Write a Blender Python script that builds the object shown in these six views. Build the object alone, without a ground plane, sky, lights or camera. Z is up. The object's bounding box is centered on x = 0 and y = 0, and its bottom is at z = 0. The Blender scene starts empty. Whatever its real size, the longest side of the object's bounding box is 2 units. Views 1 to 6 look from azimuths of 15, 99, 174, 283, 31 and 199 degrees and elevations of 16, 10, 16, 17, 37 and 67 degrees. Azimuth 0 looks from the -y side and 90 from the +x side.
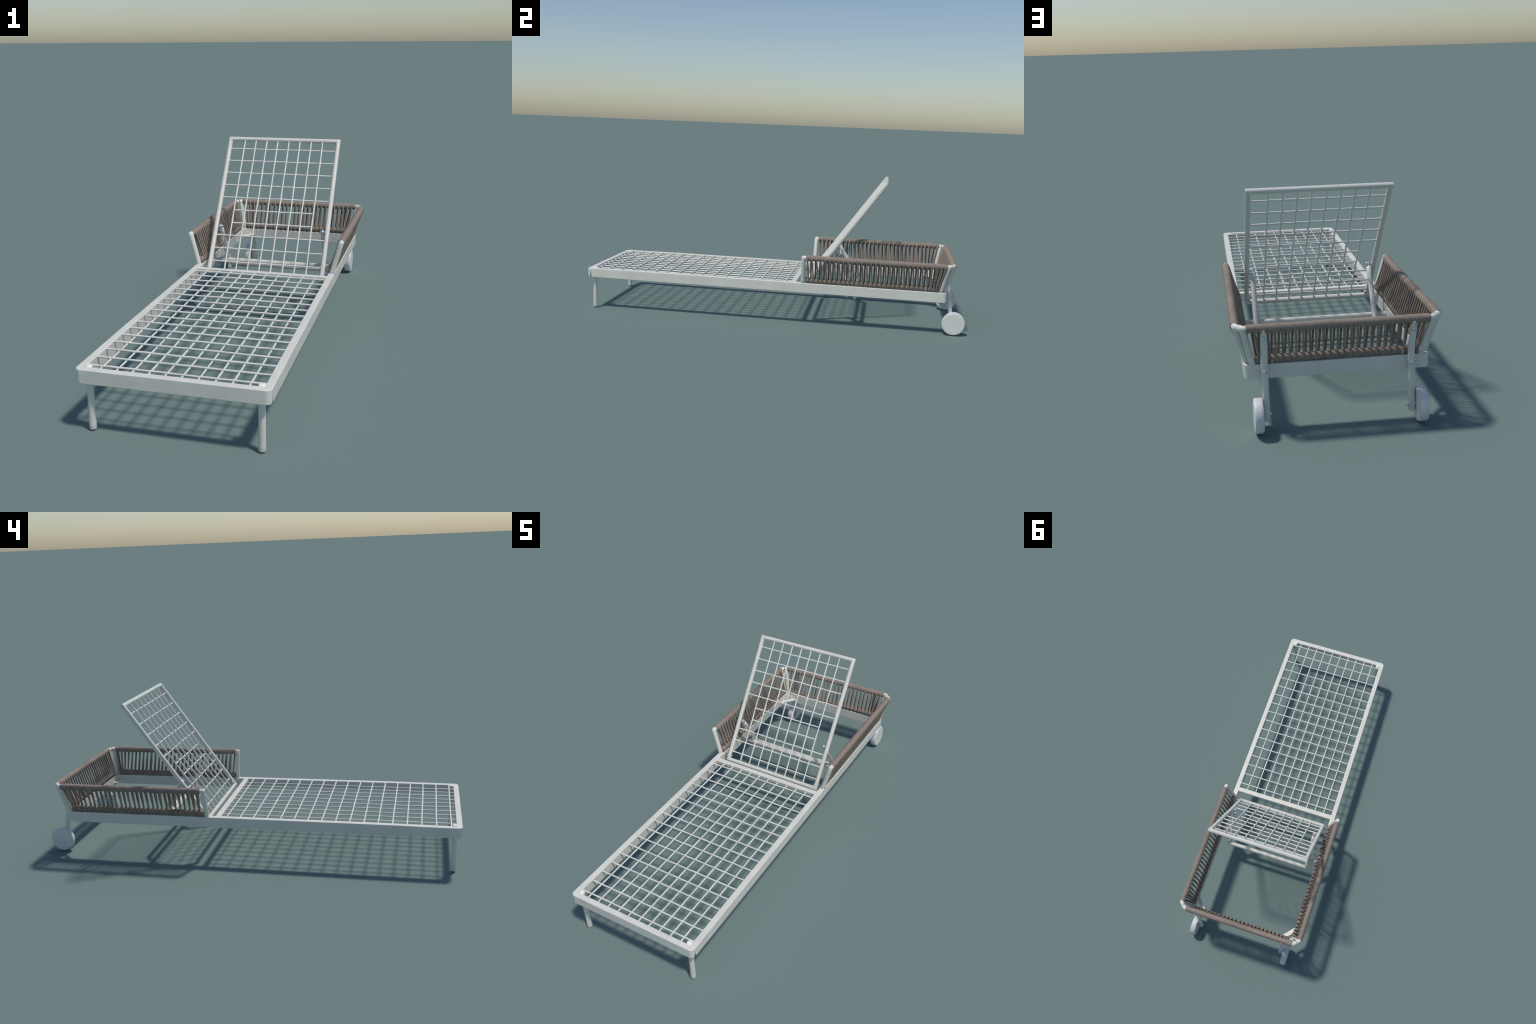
import bpy, bmesh, math, random
from mathutils import Vector, Matrix

random.seed(11)
COL = bpy.context.scene.collection
PI = math.pi

# ------------------------------------------------------------------ materials
def new_mat(name):
    m = bpy.data.materials.new(name)
    m.use_nodes = True
    nt = m.node_tree
    return m, nt, nt.nodes["Principled BSDF"]

def noise_mix(nt, bsdf, c1, c2, scale, stretch=(1, 1, 1), lo=0.35, hi=0.65, detail=4.0):
    N, L = nt.nodes, nt.links
    tc = N.new("ShaderNodeTexCoord"); mp = N.new("ShaderNodeMapping")
    mp.inputs["Scale"].default_value = stretch
    nz = N.new("ShaderNodeTexNoise"); nz.inputs["Scale"].default_value = scale
    nz.inputs["Detail"].default_value = detail
    rp = N.new("ShaderNodeValToRGB")
    rp.color_ramp.elements[0].position = lo; rp.color_ramp.elements[0].color = (*c1, 1)
    rp.color_ramp.elements[1].position = hi; rp.color_ramp.elements[1].color = (*c2, 1)
    L.new(tc.outputs["Object"], mp.inputs["Vector"]); L.new(mp.outputs[0], nz.inputs["Vector"])
    L.new(nz.outputs["Fac"], rp.inputs["Fac"]); L.new(rp.outputs["Color"], bsdf.inputs["Base Color"])
    return tc, mp, nz, rp

def bump(nt, bsdf, vec, scale, strength, dist, detail=3.0):
    N, L = nt.nodes, nt.links
    nz = N.new("ShaderNodeTexNoise"); nz.inputs["Scale"].default_value = scale
    nz.inputs["Detail"].default_value = detail
    b = N.new("ShaderNodeBump"); b.inputs["Strength"].default_value = strength
    b.inputs["Distance"].default_value = dist
    L.new(vec, nz.inputs["Vector"]); L.new(nz.outputs["Fac"], b.inputs["Height"])
    L.new(b.outputs["Normal"], bsdf.inputs["Normal"])

def white_paint(name, c1, c2, rough, dents=False):
    m, nt, b = new_mat(name)
    tc, mp, nz, rp = noise_mix(nt, b, c1, c2, 9.0)
    b.inputs["Roughness"].default_value = rough
    b.inputs["Specular IOR Level"].default_value = 0.5
    bump(nt, b, tc.outputs["Object"], 55.0, 0.18, 0.002)
    if dents:      # long shallow ripples of the rail walls
        N, L = nt.nodes, nt.links
        fine = b.inputs["Normal"].links[0].from_node
        m2 = N.new("ShaderNodeMapping"); m2.inputs["Scale"].default_value = (0.35, 0.35, 1.6)
        m2.inputs["Rotation"].default_value = (0.0, 0.12, 0.0)
        n2 = N.new("ShaderNodeTexNoise"); n2.inputs["Scale"].default_value = 26.0; n2.inputs["Detail"].default_value = 2.0
        b2 = N.new("ShaderNodeBump"); b2.inputs["Strength"].default_value = 0.16; b2.inputs["Distance"].default_value = 0.004
        L.new(tc.outputs["Object"], m2.inputs["Vector"]); L.new(m2.outputs[0], n2.inputs["Vector"])
        L.new(n2.outputs["Fac"], b2.inputs["Height"]); L.new(b2.outputs["Normal"], fine.inputs["Normal"])
        rr = N.new("ShaderNodeMapRange"); rr.inputs["To Min"].default_value = rough - 0.08; rr.inputs["To Max"].default_value = rough + 0.14
        L.new(n2.outputs["Fac"], rr.inputs["Value"]); L.new(rr.outputs["Result"], b.inputs["Roughness"])
    return m

M_FRAME = white_paint("white_powder_coat", (0.700, 0.684, 0.612), (0.755, 0.738, 0.664), 0.38, True)
M_WIRE = white_paint("white_wire_coat", (0.70, 0.685, 0.628), (0.78, 0.765, 0.700), 0.33)
M_PALE = white_paint("cream_bracket_coat", (0.73, 0.71, 0.64), (0.80, 0.78, 0.71), 0.42)
M_CAP = white_paint("white_plastic_cap", (0.84, 0.84, 0.79), (0.89, 0.89, 0.84), 0.45)
M_TYRE = white_paint("cool_white_tyre", (0.665, 0.66, 0.665), (0.765, 0.755, 0.755), 0.45)
M_DISC = white_paint("white_wheel_disc", (0.74, 0.745, 0.69), (0.80, 0.805, 0.75), 0.45)

def rope_mat():
    m, nt, b = new_mat("taupe_rope")
    N, L = nt.nodes, nt.links
    tc, mp, nz, rp = noise_mix(nt, b, (0.258, 0.206, 0.168), (0.326, 0.266, 0.219), 60.0, lo=0.3, hi=0.7)
    oi = N.new("ShaderNodeObjectInfo"); hsv = N.new("ShaderNodeHueSaturation"); mr = N.new("ShaderNodeMapRange")
    mr.inputs["To Min"].default_value = 0.86; mr.inputs["To Max"].default_value = 1.12
    L.new(oi.outputs["Random"], mr.inputs["Value"]); L.new(mr.outputs["Result"], hsv.inputs["Value"])
    L.new(rp.outputs["Color"], hsv.inputs["Color"]); L.new(hsv.outputs["Color"], b.inputs["Base Color"])
    b.inputs["Roughness"].default_value = 0.72
    b.inputs["Specular IOR Level"].default_value = 0.25
    bump(nt, b, tc.outputs["Object"], 420.0, 0.35, 0.0015)
    return m
M_ROPE = rope_mat()

def chrome_mat():
    m, nt, b = new_mat("zinc_plated_steel")
    noise_mix(nt, b, (0.62, 0.66, 0.74), (0.78, 0.81, 0.86), 80.0)
    b.inputs["Metallic"].default_value = 1.0
    b.inputs["Roughness"].default_value = 0.22
    return m
M_CHROME = chrome_mat()

def rubber_mat():
    m, nt, b = new_mat("dark_hole")
    noise_mix(nt, b, (0.03, 0.03, 0.03), (0.06, 0.06, 0.06), 50.0)
    b.inputs["Roughness"].default_value = 0.8
    return m
M_DARK = rubber_mat()

# ------------------------------------------------------------------ object helpers
def empty(name, parent=None, loc=(0, 0, 0)):
    o = bpy.data.objects.new(name, None)
    o.empty_display_size = 0.1
    COL.objects.link(o)
    o.location = loc
    if parent: o.parent = parent
    return o

def finish(bm, name, mat, parent, sharp=35.0, flat=False):
    bmesh.ops.recalc_face_normals(bm, faces=bm.faces[:])
    me = bpy.data.meshes.new(name)
    for f in bm.faces: f.smooth = True
    bm.to_mesh(me); bm.free()
    me.materials.append(mat)
    if sharp: me.set_sharp_from_angle(angle=math.radians(sharp))
    o = bpy.data.objects.new(name, me)
    COL.objects.link(o)
    if parent: o.parent = parent
    if flat:
        w = o.modifiers.new("even_faces", 'WEIGHTED_NORMAL'); w.weight = 100; w.keep_sharp = True
    return o

def loft(bm, rings, closed=False, caps=True):
    """skin a list of equally long point rings"""
    vr = [[bm.verts.new(p) for p in r] for r in rings]
    n = len(vr[0])
    last = len(vr) if closed else len(vr) - 1
    for i in range(last):
        a, b = vr[i], vr[(i + 1) % len(vr)]
        for j in range(n):
            bm.faces.new((a[j], a[(j + 1) % n], b[(j + 1) % n], b[j]))
    if caps and not closed:
        bm.faces.new(vr[0]); bm.faces.new(vr[-1])

def tube_rings(path, radius, seg, wob=None):
    """circular cross-sections along a polyline, parallel-transported"""
    pts = [Vector(p) for p in path]
    n = len(pts)
    tans = []
    for i in range(n):
        a = pts[max(i - 1, 0)]; b = pts[min(i + 1, n - 1)]
        tans.append((b - a).normalized())
    up = Vector((0, 0, 1)) if abs(tans[0].z) < 0.9 else Vector((1, 0, 0))
    u = (up - tans[0] * up.dot(tans[0])).normalized()
    rings = []
    for i in range(n):
        t = tans[i]
        u = (u - t * u.dot(t)).normalized(); v = t.cross(u)
        r = radius(i / max(n - 1, 1)) if callable(radius) else radius
        rings.append([pts[i] + (u * math.cos(2 * PI * k / seg) + v * math.sin(2 * PI * k / seg)) * r
                      for k in range(seg)])
    return rings

def tube(name, path, radius, mat, parent, seg=16, dome=0.0):
    pts = [Vector(p) for p in path]
    rings = tube_rings(pts, radius, seg)
    bm = bmesh.new()
    if dome:
        def cap(ring, ctr, d):
            out = []
            for a in (30, 55, 75):
                ca, sa = math.cos(math.radians(a)), math.sin(math.radians(a))
                out.append([ctr + (p - ctr) * ca + d * sa * dome for p in ring])
            return out
        d0 = (pts[0] - pts[1]).normalized(); d1 = (pts[-1] - pts[-2]).normalized()
        rings = cap(rings[0], pts[0], d0)[::-1] + rings + cap(rings[-1], pts[-1], d1)
    loft(bm, rings)
    return finish(bm, name, mat, parent, 50)

def box_bevel(name, size, mtx, mat, parent, bev=0.002):
    bm = bmesh.new()
    bmesh.ops.create_cube(bm, size=1.0, matrix=Matrix.Diagonal((*size, 1)))
    bmesh.ops.bevel(bm, geom=bm.edges[:], offset=bev, segments=3, profile=0.5, affect='EDGES')
    bm.transform(mtx)
    return finish(bm, name, mat, parent, 0, True)

def lathe(bm, profile, centre, axis, seg=28):
    """profile: list of (distance along axis, radius)"""
    ax = Vector(axis).normalized()
    u = ax.orthogonal().normalized(); v = ax.cross(u)
    c = Vector(centre)
    rings = []
    for d, r in profile:
        r = max(r, 1e-5)
        rings.append([c + ax * d + (u * math.cos(2 * PI * k / seg) + v * math.sin(2 * PI * k / seg)) * r
                      for k in range(seg)])
    loft(bm, rings)

def bolt(parent, centre, axis, r=0.0078, h=0.006, shank=0.0, name="bolt"):
    """domed bolt head, optional shank on the back side"""
    bm = bmesh.new()
    prof = [(-shank, r * 0.55), (0.0, r * 0.55), (0.0, r), (h * 0.25, r), (h * 0.6, r * 0.86), (h * 0.88, r * 0.5), (h, r * 0.02)]
    if not shank: prof = prof[1:]
    lathe(bm, prof, centre, axis, 18)
    return finish(bm, name, M_CHROME, parent, 40)

def wobble(a, b, n, amp, rnd):
    """a nearly straight path with the slight waviness of hand-welded wire"""
    a, b = Vector(a), Vector(b)
    ph = [rnd.uniform(0, 2 * PI) for _ in range(6)]
    out = []
    for i in range(n + 1):
        t = i / n
        e = math.sin(PI * t) ** 0.5 if 0 < t < 1 else 0
        d = Vector([amp * e * (math.sin(ph[k] + 5.1 * t * (1 + 0.3 * k)) * 0.6 + math.sin(ph[k + 3] + (17 + 14 * k) * t) * 0.4)
                    for k in range(3)])
        out.append(a + (b - a) * t + d)
    return out

# ------------------------------------------------------------------ dimensions
XO, XI = 0.3155, 0.2890          # side rail outer / inner face
YF, YR = -0.9995, 0.897           # frame ends, outer
RW = XO - XI                     # rail width
CR = 0.0205                      # outer corner radius
ZT, ZB = 0.2215, 0.1700            # rail top / bottom

lounger = empty("sun_lounger")
lounger["label"] = "white metal sun lounger with wire mesh and rope sides"
lounger["category"] = "sun lounger"

# ------------------------------------------------------------------ base frame
def rail_profile():
    """rounded rectangle: (w inward from the outer face, z)"""
    pts = []
    r, w, h = 0.0030, RW, ZT - ZB
    for cx, cz, a0 in ((w - r, ZT - r, 0), (r, ZT - r, 90), (r, ZB + r, 180), (w - r, ZB + r, 270)):
        for k in range(5):
            a = math.radians(a0 + 22.5 * k)
            pts.append((cx + r * math.cos(a), cz + r * math.sin(a)))
    return pts

def frame_path():
    """stations round the outer outline: (outer point, inward direction)"""
    st = []
    R = CR
    corners = [(XO, YF, -90, 0), (XO, YR, 0, 90), (-XO, YR, 90, 180), (-XO, YF, 180, 270)]
    for cx, cy, a0, a1 in corners:
        ox = cx - R * (1 if cx > 0 else -1); oy = cy - R * (1 if cy > 0 else -1)
        for k in range(9):
            a = math.radians(a0 + (a1 - a0) * k / 8)
            d = Vector((math.cos(a), math.sin(a), 0))
            st.append((Vector((ox, oy, 0)) + d * R, -d, Vector((ox, oy, 0))))
    # in-between stations on the straight runs so that slight waviness shows
    full = []
    for i in range(len(st)):
        p, d, c = st[i]; q, e, _ = st[(i + 1) % len(st)]
        full.append((p, d, c))
        L = (q - p).length
        if L > 0.2:
            m = int(L / 0.05)
            for k in range(1, m):
                full.append((p.lerp(q, k / m), d, None))
    return full

bm = bmesh.new()
prof = rail_profile()
rings = []
for p, d, c in frame_path():
    ring = []
    for w, z in prof:
        if c is not None and w > CR:          # sharp inner corner
            q = c - Vector((math.copysign(1, c.x), math.copysign(1, c.y), 0)) * (w - CR)
        else:
            q = p + d * w
        # faint dents of the thin foot rail, as in the original
        if q.y < -0.97 and w < 0.012:
            q.y -= 0.0 if w > 0.006 else -0.0006 * (1 + math.sin(31 * q.x + 60 * z) * math.sin(9 * q.x))
        # the foot end hangs a couple of millimetres lower and is a little shallower
        f = min(1.0, max(0.0, (-q.y - 0.60) / 0.40)); f = f * f * (3 - 2 * f)
        q.z = z + f * (-0.0024 if z > 0.2 else 0.0008)
        ring.append(q)
    rings.append(ring)
loft(bm, rings, closed=True)
frame = finish(bm, "base_frame", M_FRAME, lounger, 0)
# open weld seam low on one foot corner
cut = bmesh.new()
wedge = [(-0.0065, 0.160), (0.0055, 0.160), (0.0008, 0.208), (-0.0008, 0.208)]
loft(cut, [[Vector((x, -0.9785 + dy, z)) for dy, z in wedge] for x in (0.3075, 0.330)])
cutter = finish(cut, "seam_cutter", M_FRAME, None, 0)
md = frame.modifiers.new("seam", 'BOOLEAN'); md.object = cutter; md.operation = 'DIFFERENCE'; md.solver = 'EXACT'
dg = bpy.context.evaluated_depsgraph_get()
me2 = bpy.data.meshes.new_from_object(frame.evaluated_get(dg))
frame.modifiers.clear(); old = frame.data; frame.data = me2; me2.name = "base_frame"
wn = frame.modifiers.new("even_faces", 'WEIGHTED_NORMAL'); wn.weight = 100
bpy.data.objects.remove(cutter)

# crossbar between seat and back
box_bevel("crossbar", (2 * XI + 0.002, 0.0265, 0.020), Matrix.Translation((0, 0.1180, ZT - 0.0106)), M_FRAME, frame, 0.003)

# corner braces at the head end: flat bars set across the corners
for sx in (1, -1):
    a = Vector((sx * 0.2905, 0.8130, 0.190)); b = Vector((sx * 0.2385, 0.8725, 0.190))
    mid = (a + b) / 2; d = (b - a); ang = math.atan2(d.y, d.x)
    box_bevel("corner_brace", (d.length + 0.012, 0.021, 0.005),
              Matrix.Translation(mid) @ Matrix.Rotation(ang, 4, 'Z'), M_PALE, frame, 0.0012)

# ------------------------------------------------------------------ seat mesh
rnd = random.Random(5)
RWIRE = 0.0036
def wire_r(rnd):
    """uneven thickness of the dipped coating"""
    a, b = rnd.uniform(0, 6.3), rnd.uniform(0, 6.3)
    return lambda t: RWIRE * (1 + 0.07 * math.sin(a + 23 * t) + 0.06 * math.sin(b + 57 * t))
seat = empty("seat_mesh", lounger)
for k in range(10):
    x = -0.2415 + 0.05367 * k
    tube("seat_wire", wobble((x, -0.975, 0.2115), (x, 0.1065, 0.2130), 60, 0.0009, rnd), wire_r(rnd), M_WIRE, seat, 10)
for k in range(17):
    y = -0.9505 + 0.06412 * k
    zc = 0.2160 + 0.0022 * min(1, k / 5)
    tube("seat_wire", wobble((-0.2905, y, zc), (0.2905, y, zc), 36, 0.0008, rnd), wire_r(rnd), M_WIRE, seat, 10)

# ------------------------------------------------------------------ front legs
for sx in (1, -1):
    lx, ly = sx * 0.2795, -0.9655
    bm = bmesh.new()
    lathe(bm, [(0.0, 0.0085), (0.0015, 0.0108), (0.006, 0.0122), (0.020, 0.0122), (0.045, 0.0112),
               (0.10, 0.0113), (0.2165, 0.0115)], (lx, ly, 0.0), (0, 0, 1), 28)
    leg = finish(bm, "leg", M_FRAME, lounger, 40)
    bm = bmesh.new()
    lathe(bm, [(0.212, 0.0115), (0.2195, 0.0112), (0.2215, 0.0098), (0.2225, 0.006), (0.2228, 0.0002)], (lx, ly, 0), (0, 0, 1), 24)
    finish(bm, "leg_cap", M_CAP, leg, 40)
    bolt(leg, (lx, ly + 0.0115, 0.196), (0, 1, 0), 0.0062, 0.004)

# ------------------------------------------------------------------ backrest
TILT = math.radians(54.72)
HY, HZ = 0.186, 0.212
DIR = Vector((0, math.cos(TILT), math.sin(TILT)))
NRM = Vector((0, -math.sin(TILT), math.cos(TILT)))
def bp(x, t, n=0.0):
    return Vector((x, HY, HZ)) + DIR * t + NRM * n

BX, T0, T1, BR = 0.2597, -0.0205, 0.6480, 0.0098
bm = bmesh.new()
SEG = 20
rings = []
for x, t, mx, mt in ((BX, T0, 1, -1), (BX, T1, 1, 1), (-BX, T1, -1, 1), (-BX, T0, -1, -1)):
    def ring_at(x, t, mx, mt):
        r = []
        for k in range(SEG):
            a = 2 * PI * k / SEG
            # slightly squared tube section
            ca, sa = math.cos(a), math.sin(a)
            q = (abs(ca) ** 2.6 + abs(sa) ** 2.6) ** (-1 / 2.6)
            r.append(bp(x + mx * BR * ca * q, t + mt * BR * ca * q, BR * 1.06 * sa * q))
        return r
    rings.append(ring_at(x, t, mx, mt))
loft(bm, rings, closed=True)
bmesh.ops.subdivide_edges(bm, edges=[e for e in bm.edges if e.calc_length() > 0.3], cuts=10)
backrest = finish(bm, "backrest_frame", M_FRAME, lounger, 50)
for k in range(8):
    x = -0.1870 + 0.05343 * k
    tube("backrest_wire", wobble(bp(x, T0 + 0.004, 0.0035), bp(x, T1 - 0.004, 0.0035), 40, 0.0009, rnd), wire_r(rnd), M_WIRE, backrest, 10)
for k in range(10):
    t = 0.5970 - 0.06345 * k
    w = 0.1885 if k in (5, 6) else 0.2525
    tube("backrest_wire", wobble(bp(-w, t, -0.0010), bp(w, t, -0.0010), 36, 0.0009, rnd), wire_r(rnd), M_WIRE, backrest, 10)
# hinge bolts
for sx in (1, -1):
    bolt(backrest, (sx * 0.2500, HY, HZ), (-sx, 0, 0), 0.0075, 0.007)
    tube("hinge_pin", [(sx * 0.268, HY, HZ), (sx * 0.2735, HY, HZ), (sx * 0.2905, HY, HZ)], 0.0062, M_CHROME, backrest, 16)

# ------------------------------------------------------------------ back support
sup = empty("back_support", lounger)
PY, PZ = 0.2990, 0.3710
EY, EZ = 0.4380, 0.1560
SXc = 0.2380
sdir = Vector((0, EY - PY, EZ - PZ)).normalized()
for sx in (1, -1):
    p0 = Vector((sx * SXc, PY, PZ)) + sdir * 0.014
    p1 = Vector((sx * SXc, EY, EZ)) + sdir * 0.006
    strut = tube("strut", [p0.lerp(p1, i / 8) for i in range(9)], 0.0106, M_FRAME, sup, 18, 0.003)
    # flattened tongue at the pivot
    ang = math.atan2(sdir.z, sdir.y)
    box_bevel("strut_tongue", (0.005, 0.030, 0.013),
              Matrix.Translation(Vector((sx * SXc, PY, PZ)) + sdir * 0.007) @ Matrix.Rotation(ang, 4, 'X'), M_FRAME, strut, 0.0018)
    bolt(strut, (sx * (SXc - 0.0035), PY, PZ), (-sx, 0, 0), 0.0078, 0.0085)
    bolt(strut, (sx * (SXc + 0.0035), PY, PZ), (sx, 0, 0), 0.0072, 0.0075, 0.0)
    tube("pivot_pin", [(sx * (SXc + 0.004), PY, PZ), (sx * 0.247, PY, PZ), (sx * 0.2525, PY, PZ)], 0.0048, M_CHROME, strut, 14)
    # ratchet plate with hooks on the front side of the strut: (along strut, out in front)
    out = Vector((0, sdir.z, -sdir.y))          # towards the foot and down
    if out.y > 0: out = -out
    S = [(0.045, 0.004), (0.048, 0.012), (0.060, 0.017), (0.079, 0.0275), (0.083, 0.0255), (0.081, 0.019), (0.080, 0.013), (0.087, 0.011),
         (0.106, 0.012), (0.120, 0.015), (0.1385, 0.0265), (0.1425, 0.0245), (0.1405, 0.018), (0.140, 0.013), (0.147, 0.011),
         (0.164, 0.012), (0.176, 0.015), (0.188, 0.0235), (0.192, 0.021), (0.190, 0.015), (0.197, 0.010), (0.225, 0.010), (0.228, 0.003)]
    bm = bmesh.new()
    o = Vector((sx * SXc, PY, PZ))
    loft(bm, [[o + Vector((dx, 0, 0)) + sdir * s + out * w for s, w in S] for dx in (-0.0048, 0.0048)])
    plate = finish(bm, "ratchet_plate", M_PALE, strut, 30)
    for s, w in ((0.0735, 0.0215), (0.1335, 0.0210)):
        c = o + sdir * s + out * (w + 0.003)
        bm = bmesh.new(); lathe(bm, [(0, 0.0022), (0.0009, 0.0022)], c, (sdir * -0.4 + out).normalized(), 12)
        finish(bm, "ratchet_hole", M_DARK, plate, 0)
# lower cross tube of the swing support
tube("support_tube", wobble((-SXc - 0.004, EY, EZ), (SXc + 0.004, EY, EZ), 24, 0.0003, rnd), 0.0114, M_FRAME, sup, 20)
# fixed cross tube between the rails
tube("cross_tube", wobble((-0.2905, 0.3925, 0.1830), (0.2905, 0.3925, 0.1830), 24, 0.0003, rnd), 0.0112, M_FRAME, lounger, 20)
for sx in (1, -1):
    box_bevel("support_lug", (0.014, 0.016, 0.022), Matrix.Translation((sx * 0.232, EY - 0.002, 0.1500)), M_PALE, sup, 0.003)
    box_bevel("support_lug", (0.016, 0.016, 0.026), Matrix.Translation((sx * 0.226, 0.393, 0.1565)), M_PALE, sup, 0.003)

# ------------------------------------------------------------------ rope sides
TX, TZ = 0.3400, 0.3580          # top tube of the side panels
BXr, BZ = 0.3015, 0.2365         # bottom tube of the side panels
TYr, BYr = 0.9195, 0.8830        # rear panel: top / bottom y
RT, RB = 0.0145, 0.0128          # wrapped radii
RP = 0.0115                      # bare metal posts
side_frame = empty("side_railing", lounger)

def wrapped_tube(a, b, r, name, seed, pitch=0.0047, scal=None):
    """tube closely wound with cord: one ridge per turn, of uneven height"""
    a, b = Vector(a), Vector(b)
    L = (b - a).length
    rr = random.Random(seed)
    ph = [rr.uniform(0, 6.28) for _ in range(4)]
    turns = int(L / pitch)
    n = turns * 4
    hts = [rr.uniform(0.6, 1.0) for _ in range(turns + 1)]
    def rad(t):
        zone = 0.5 + 0.5 * math.sin(ph[0] + t * L * 9) * math.sin(ph[1] + t * L * 23)
        amp = (0.0004 + 0.0011 * zone ** 1.5) * hts[int(t * turns)]
        v = r - amp + amp * abs(math.sin(PI * t * turns)) * 1.6
        v += 0.00035 * math.sin(ph[2] + 40 * t * L) + (scal(t) if scal else 0)
        if t < 0.004 or t > 0.996: v -= 0.0012
        return v
    path = []
    for i in range(n + 1):
        t = i / n
        path.append(a.lerp(b, t) + Vector((0, 0, 0.0005 * math.sin(ph[3] + 14 * t))))
    bm = bmesh.new()
    loft(bm, tube_rings(path, rad, 22))
    return finish(bm, name, M_ROPE, side_frame, 0)

def panel(top_a, top_b, bot_a, bot_b, outward, first, sp, count, lean, inner, squeeze, seed):
    """one rope panel: wrapped top and bottom tubes and the strands laced between.
    first, sp, count: place, spacing and number of the outer strands;
    lean: bottom shift of outer strands (in strand spacings) at start / end;
    inner: offset of the returning inner strands at the top / bottom;
    squeeze: extra shift (in spacings) toward the middle at start / end."""
    top_a, top_b, bot_a, bot_b = map(Vector, (top_a, top_b, bot_a, bot_b))
    rr = random.Random(seed)
    L = (top_b - top_a).length
    axis = (top_b - top_a).normalized()
    org = top_a - axis * axis.dot(top_a)          # top line origin projected
    s_top0, s_top1 = axis.dot(top_a), axis.dot(top_b)
    s_bot0, s_bot1 = axis.dot(bot_a), axis.dot(bot_b)
    borg = bot_a - axis * axis.dot(bot_a)
    up = (org - borg).normalized()
    nrm = axis.cross(up).normalized()
    if nrm.dot(Vector(outward)) < 0: nrm = -nrm
    bots = []
    def bottom(s, extra):
        u = (s - s_top0) / (s_top1 - s_top0)
        d = extra if extra else lean[0] + (lean[1] - lean[0]) * u
        d += squeeze[0] * max(0, 1 - u / 0.14) ** 1.4 + squeeze[1] * max(0, 1 - (1 - u) / 0.14) ** 1.4
        v = s + d * sp
        return min(max(v, s_bot0 + 0.004), s_bot1 - 0.004)
    for k in range(count):
        s = first + k * sp + rr.uniform(-0.06, 0.06) * sp
        for layer in (0, 1):
            if layer == 0:
                st, sb, sg = s, bottom(s, 0) + rr.uniform(-0.05, 0.05) * sp, 1
                bots.append((sb - s_bot0) / (s_bot1 - s_bot0))
            else:
                st, sb, sg = s + inner[0] * sp, bottom(s, inner[1]) + rr.uniform(-0.05, 0.05) * sp, -1
                if st > s_top1 - 0.003: continue
            path = []
            for a in (34, 22, 10, 0):                      # tucked under the top winding
                ca, sa = math.cos(math.radians(a)), math.sin(math.radians(a))
                path.append(org + axis * (st + 0.0005 * a / 30) + nrm * sg * (RT - 0.0022 - a * 0.00008) * ca + up * (RT - 0.0022 - a * 0.00008) * sa)
            p_top = path[-1]
            p_bot = borg + axis * sb + nrm * sg * (RB - 0.0004)
            bow = rr.uniform(-0.0008, 0.0008)
            for i in range(1, 8):
                t = i / 8
                path.append(p_top.lerp(p_bot, t) - nrm * sg * 0.0022 * math.sin(PI * t) + axis * bow * math.sin(PI * t))
            for a in (-4, -20, -40, -62):                  # round the bottom tube
                ca, sa = math.cos(math.radians(a)), math.sin(math.radians(a))
                path.append(borg + axis * (sb + 0.0006 * -a / 30) + nrm * sg * (RB - 0.0004) * ca + up * (RB - 0.0004) * sa)
            tube("rope_strand", path, lambda t: 0.0041 + 0.0002 * math.sin(7 * t), M_ROPE, side_frame, 8)
    bl = s_bot1 - s_bot0
    def scal(t):
        # bottom tube slightly wider between neighbouring strands, for a scalloped outline
        d = min(abs(t - b) for b in bots) * bl
        return 0.0008 * min(1.0, d / (0.45 * sp)) - 0.0002
    wrapped_tube(top_a, top_b, RT, "rope_wrapped_rail", seed + 1)
    wrapped_tube(bot_a, bot_b, RB, "rope_wrapped_rail", seed + 2, scal=scal)
    # small white clips that show through the winding
    for f in (0.10, 0.90):
        q = borg + axis * (s_bot0 + bl * f) + nrm * (RB - 0.0005)
        d = up
        tube("winding_clip", [q - d * 0.012, q - d * 0.004 + nrm * 0.0016, q + d * 0.004 + nrm * 0.0010], 0.0013, M_CAP, side_frame, 6)

for sx in (1, -1):
    panel((sx * TX, 0.1830, TZ), (sx * TX, 0.8860, TZ), (sx * BXr, 0.1800, BZ), (sx * BXr, 0.8560, BZ),
          (sx, 0, 0), 0.1899 if sx > 0 else 0.1922, 0.02297, 31 if sx > 0 else 30, (0.43, 0.36), (0.76, 0.72), (0.0, -1.45), 40 + sx)
panel((-0.3060, TYr, TZ), (0.3060, TYr, TZ), (-0.2760, BYr, BZ), (0.2760, BYr, BZ),
      (0, 1, 0), -0.2920, 0.02288, 26, (-0.10, -0.30), (0.33, 0.38), (1.2, -1.2), 70)

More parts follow.
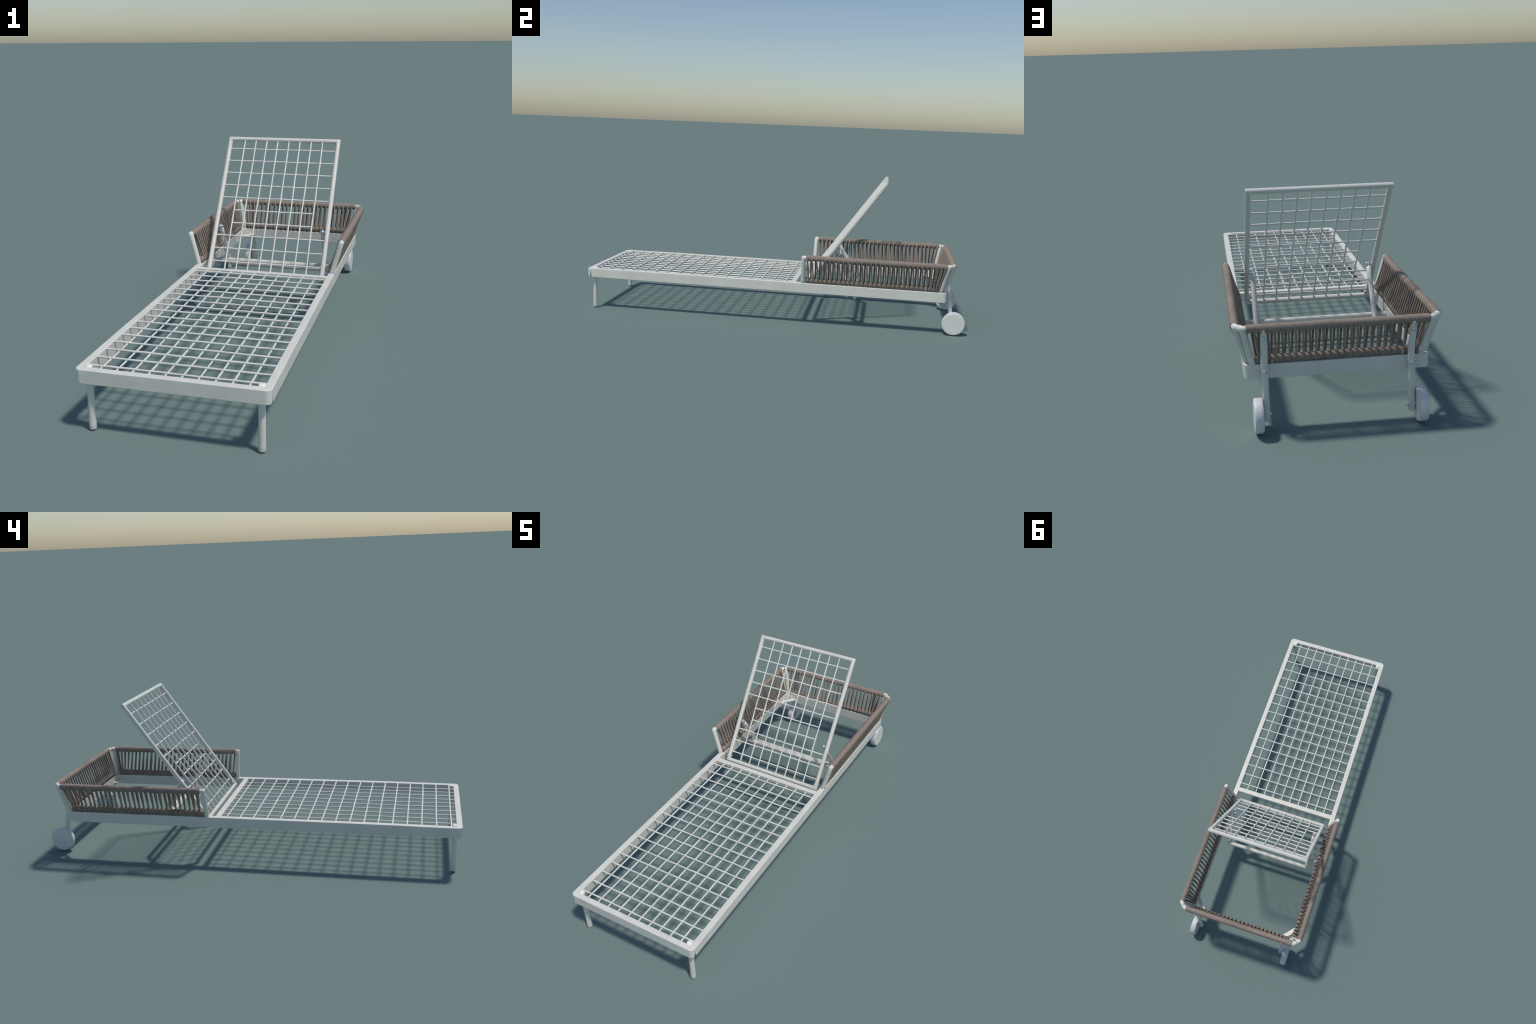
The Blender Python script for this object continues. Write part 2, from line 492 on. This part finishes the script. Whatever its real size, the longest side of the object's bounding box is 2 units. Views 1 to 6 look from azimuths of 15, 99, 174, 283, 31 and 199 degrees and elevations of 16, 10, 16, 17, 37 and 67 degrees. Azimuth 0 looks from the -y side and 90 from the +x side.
# posts and corners
for sx in (1, -1):
    f = Vector((sx * 0.3030, 0.1685, ZT - 0.004)); t = Vector((sx * (TX + 0.001), 0.1705, TZ + 0.001))
    tube("post", [f.lerp(t, i / 6) for i in range(7)], RP, M_FRAME, side_frame, 20, 0.0098)
    tube("post_elbow", [t + Vector((0, -0.001, -0.0005)), t + Vector((0, 0.008, -0.001)), t + Vector((0, 0.016, -0.001))], RP * 0.98, M_FRAME, side_frame, 20)
    # head corner: the side hoop and the rear hoop meet with a narrow slit
    c1 = [Vector((sx * 0.3015, 0.8640, ZT - 0.004)), Vector((sx * TX, 0.8930, TZ))]
    tube("post", [c1[0].lerp(c1[1], i / 6) for i in range(7)], RP, M_FRAME, side_frame, 20, 0.008)
    tube("post_elbow", [(sx * TX, 0.8840, TZ), (sx * TX, 0.8930, TZ), (sx * 0.3335, 0.9000, TZ), (sx * 0.3275, 0.9045, TZ)], RP, M_FRAME, side_frame, 20)
    c2 = [Vector((sx * 0.2850, 0.8840, ZT - 0.004)), Vector((sx * 0.3160, TYr - 0.003, TZ))]
    tube("post", [c2[0].lerp(c2[1], i / 6) for i in range(7)], RP, M_FRAME, side_frame, 20, 0.008)
    tube("post_elbow", [(sx * 0.3040, TYr, TZ), (sx * 0.3130, TYr - 0.001, TZ), (sx * 0.3215, 0.9115, TZ), (sx * 0.3255, 0.9065, TZ)], RP, M_FRAME, side_frame, 20)

# ------------------------------------------------------------------ castor legs and wheels
def rounded_rect(hw, hd, r, seg=4):
    pts = []
    for cx, cy, a0 in ((hw - r, hd - r, 0), (-hw + r, hd - r, 90), (-hw + r, -hd + r, 180), (hw - r, -hd + r, 270)):
        for k in range(seg + 1):
            a = math.radians(a0 + 90 * k / seg)
            pts.append((cx + r * math.cos(a), cy + r * math.sin(a)))
    return pts

for sx in (1, -1):
    lx = 0.2480
    sect = [  # z, y, half width, half depth, x shift
        (0.0350, 0.9330, 0.0105, 0.0095, -0.0015), (0.0370, 0.9328, 0.0118, 0.0106, -0.0015), (0.0900, 0.9260, 0.0118, 0.0106, -0.001),
        (0.1500, 0.9190, 0.0118, 0.0104, 0.0), (0.2050, 0.9110, 0.0118, 0.0100, 0.0), (0.2250, 0.9085, 0.0120, 0.0086, 0.0),
        (0.2450, 0.9085, 0.0118, 0.0045, 0.0), (0.2800, 0.9155, 0.0116, 0.0034, 0.0), (0.3200, 0.9255, 0.0116, 0.0034, 0.001),
        (0.3360, 0.9295, 0.0108, 0.0034, 0.001), (0.3480, 0.9325, 0.0060, 0.0032, 0.001), (0.3550, 0.9345, 0.0034, 0.0030, 0.001)]
    bm = bmesh.new()
    loft(bm, [[Vector((sx * (lx + dx) + px, y + py, z)) for px, py in rounded_rect(hw, hd, min(hw, hd) * 0.75)]
              for z, y, hw, hd, dx in sect])
    castor = finish(bm, "wheel_leg", M_FRAME, lounger, 45)
    bolt(castor, (sx * (lx + 0.0008), 0.9312, 0.3270), (0, 0.97, -0.2), 0.0080, 0.0055)
    bolt(castor, (sx * lx, 0.9200, 0.2030), (0, 1, 0.1), 0.0074, 0.0055)
    bolt(castor, (sx * (lx - 0.0125), 0.9320, 0.0570), (-sx, 0, 0), 0.0074, 0.006)
    wc = (0, 0.9413, 0.0587)
    wheel = empty("wheel", lounger, (sx * 0.274, 0.9413, 0.0587))
    bm = bmesh.new()
    R = 0.0587
    # tyre: ring from the inner to the outer shoulder
    lathe(bm, [(0.2600, R - 0.016), (0.2592, R - 0.006), (0.2605, R - 0.0022), (0.2640, R - 0.0002), (0.2700, R), (0.2820, R), (0.2870, R - 0.0007),
               (0.2893, R - 0.0028), (0.2898, R - 0.0050), (0.2880, R - 0.016)], (0, wc[1], wc[2]), (sx, 0, 0), 56)
    t = finish(bm, "tyre", M_TYRE, None, 40)
    t.parent = wheel; t.matrix_parent_inverse = Matrix.Translation(wheel.location).inverted()
    bm = bmesh.new()
    lathe(bm, [(0.2610, 0.0002), (0.2610, 0.012), (0.2604, 0.013), (0.2604, R - 0.010), (0.2596, R - 0.0072), (0.2700, R - 0.0072), (0.2892, R - 0.0056),
               (0.2902, R - 0.0068), (0.2906, 0.030), (0.2907, 0.0002)], (0, wc[1], wc[2]), (sx, 0, 0), 56)
    d = finish(bm, "wheel_disc", M_DISC, None, 20)
    d.parent = wheel; d.matrix_parent_inverse = Matrix.Translation(wheel.location).inverted()
    # small dark screw holes on the inner face
    for k in range(3):
        a = math.radians(100 + 120 * k)
        bm = bmesh.new()
        lathe(bm, [(0, 0.0026), (0.0022, 0.0024)], (sx * 0.2612, wc[1] + 0.034 * math.cos(a), wc[2] + 0.034 * math.sin(a)), (-sx, 0, 0), 10)
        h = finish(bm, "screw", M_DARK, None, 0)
        h.parent = wheel; h.matrix_parent_inverse = Matrix.Translation(wheel.location).inverted()
    ax = tube("axle", [(sx * 0.236, 0.9330, 0.0570), (sx * 0.25, 0.9335, 0.0575), (sx * 0.2625, 0.9350, 0.0585)], 0.0045, M_CHROME, None, 14)
    ax.parent = wheel; ax.matrix_parent_inverse = Matrix.Translation(wheel.location).inverted()
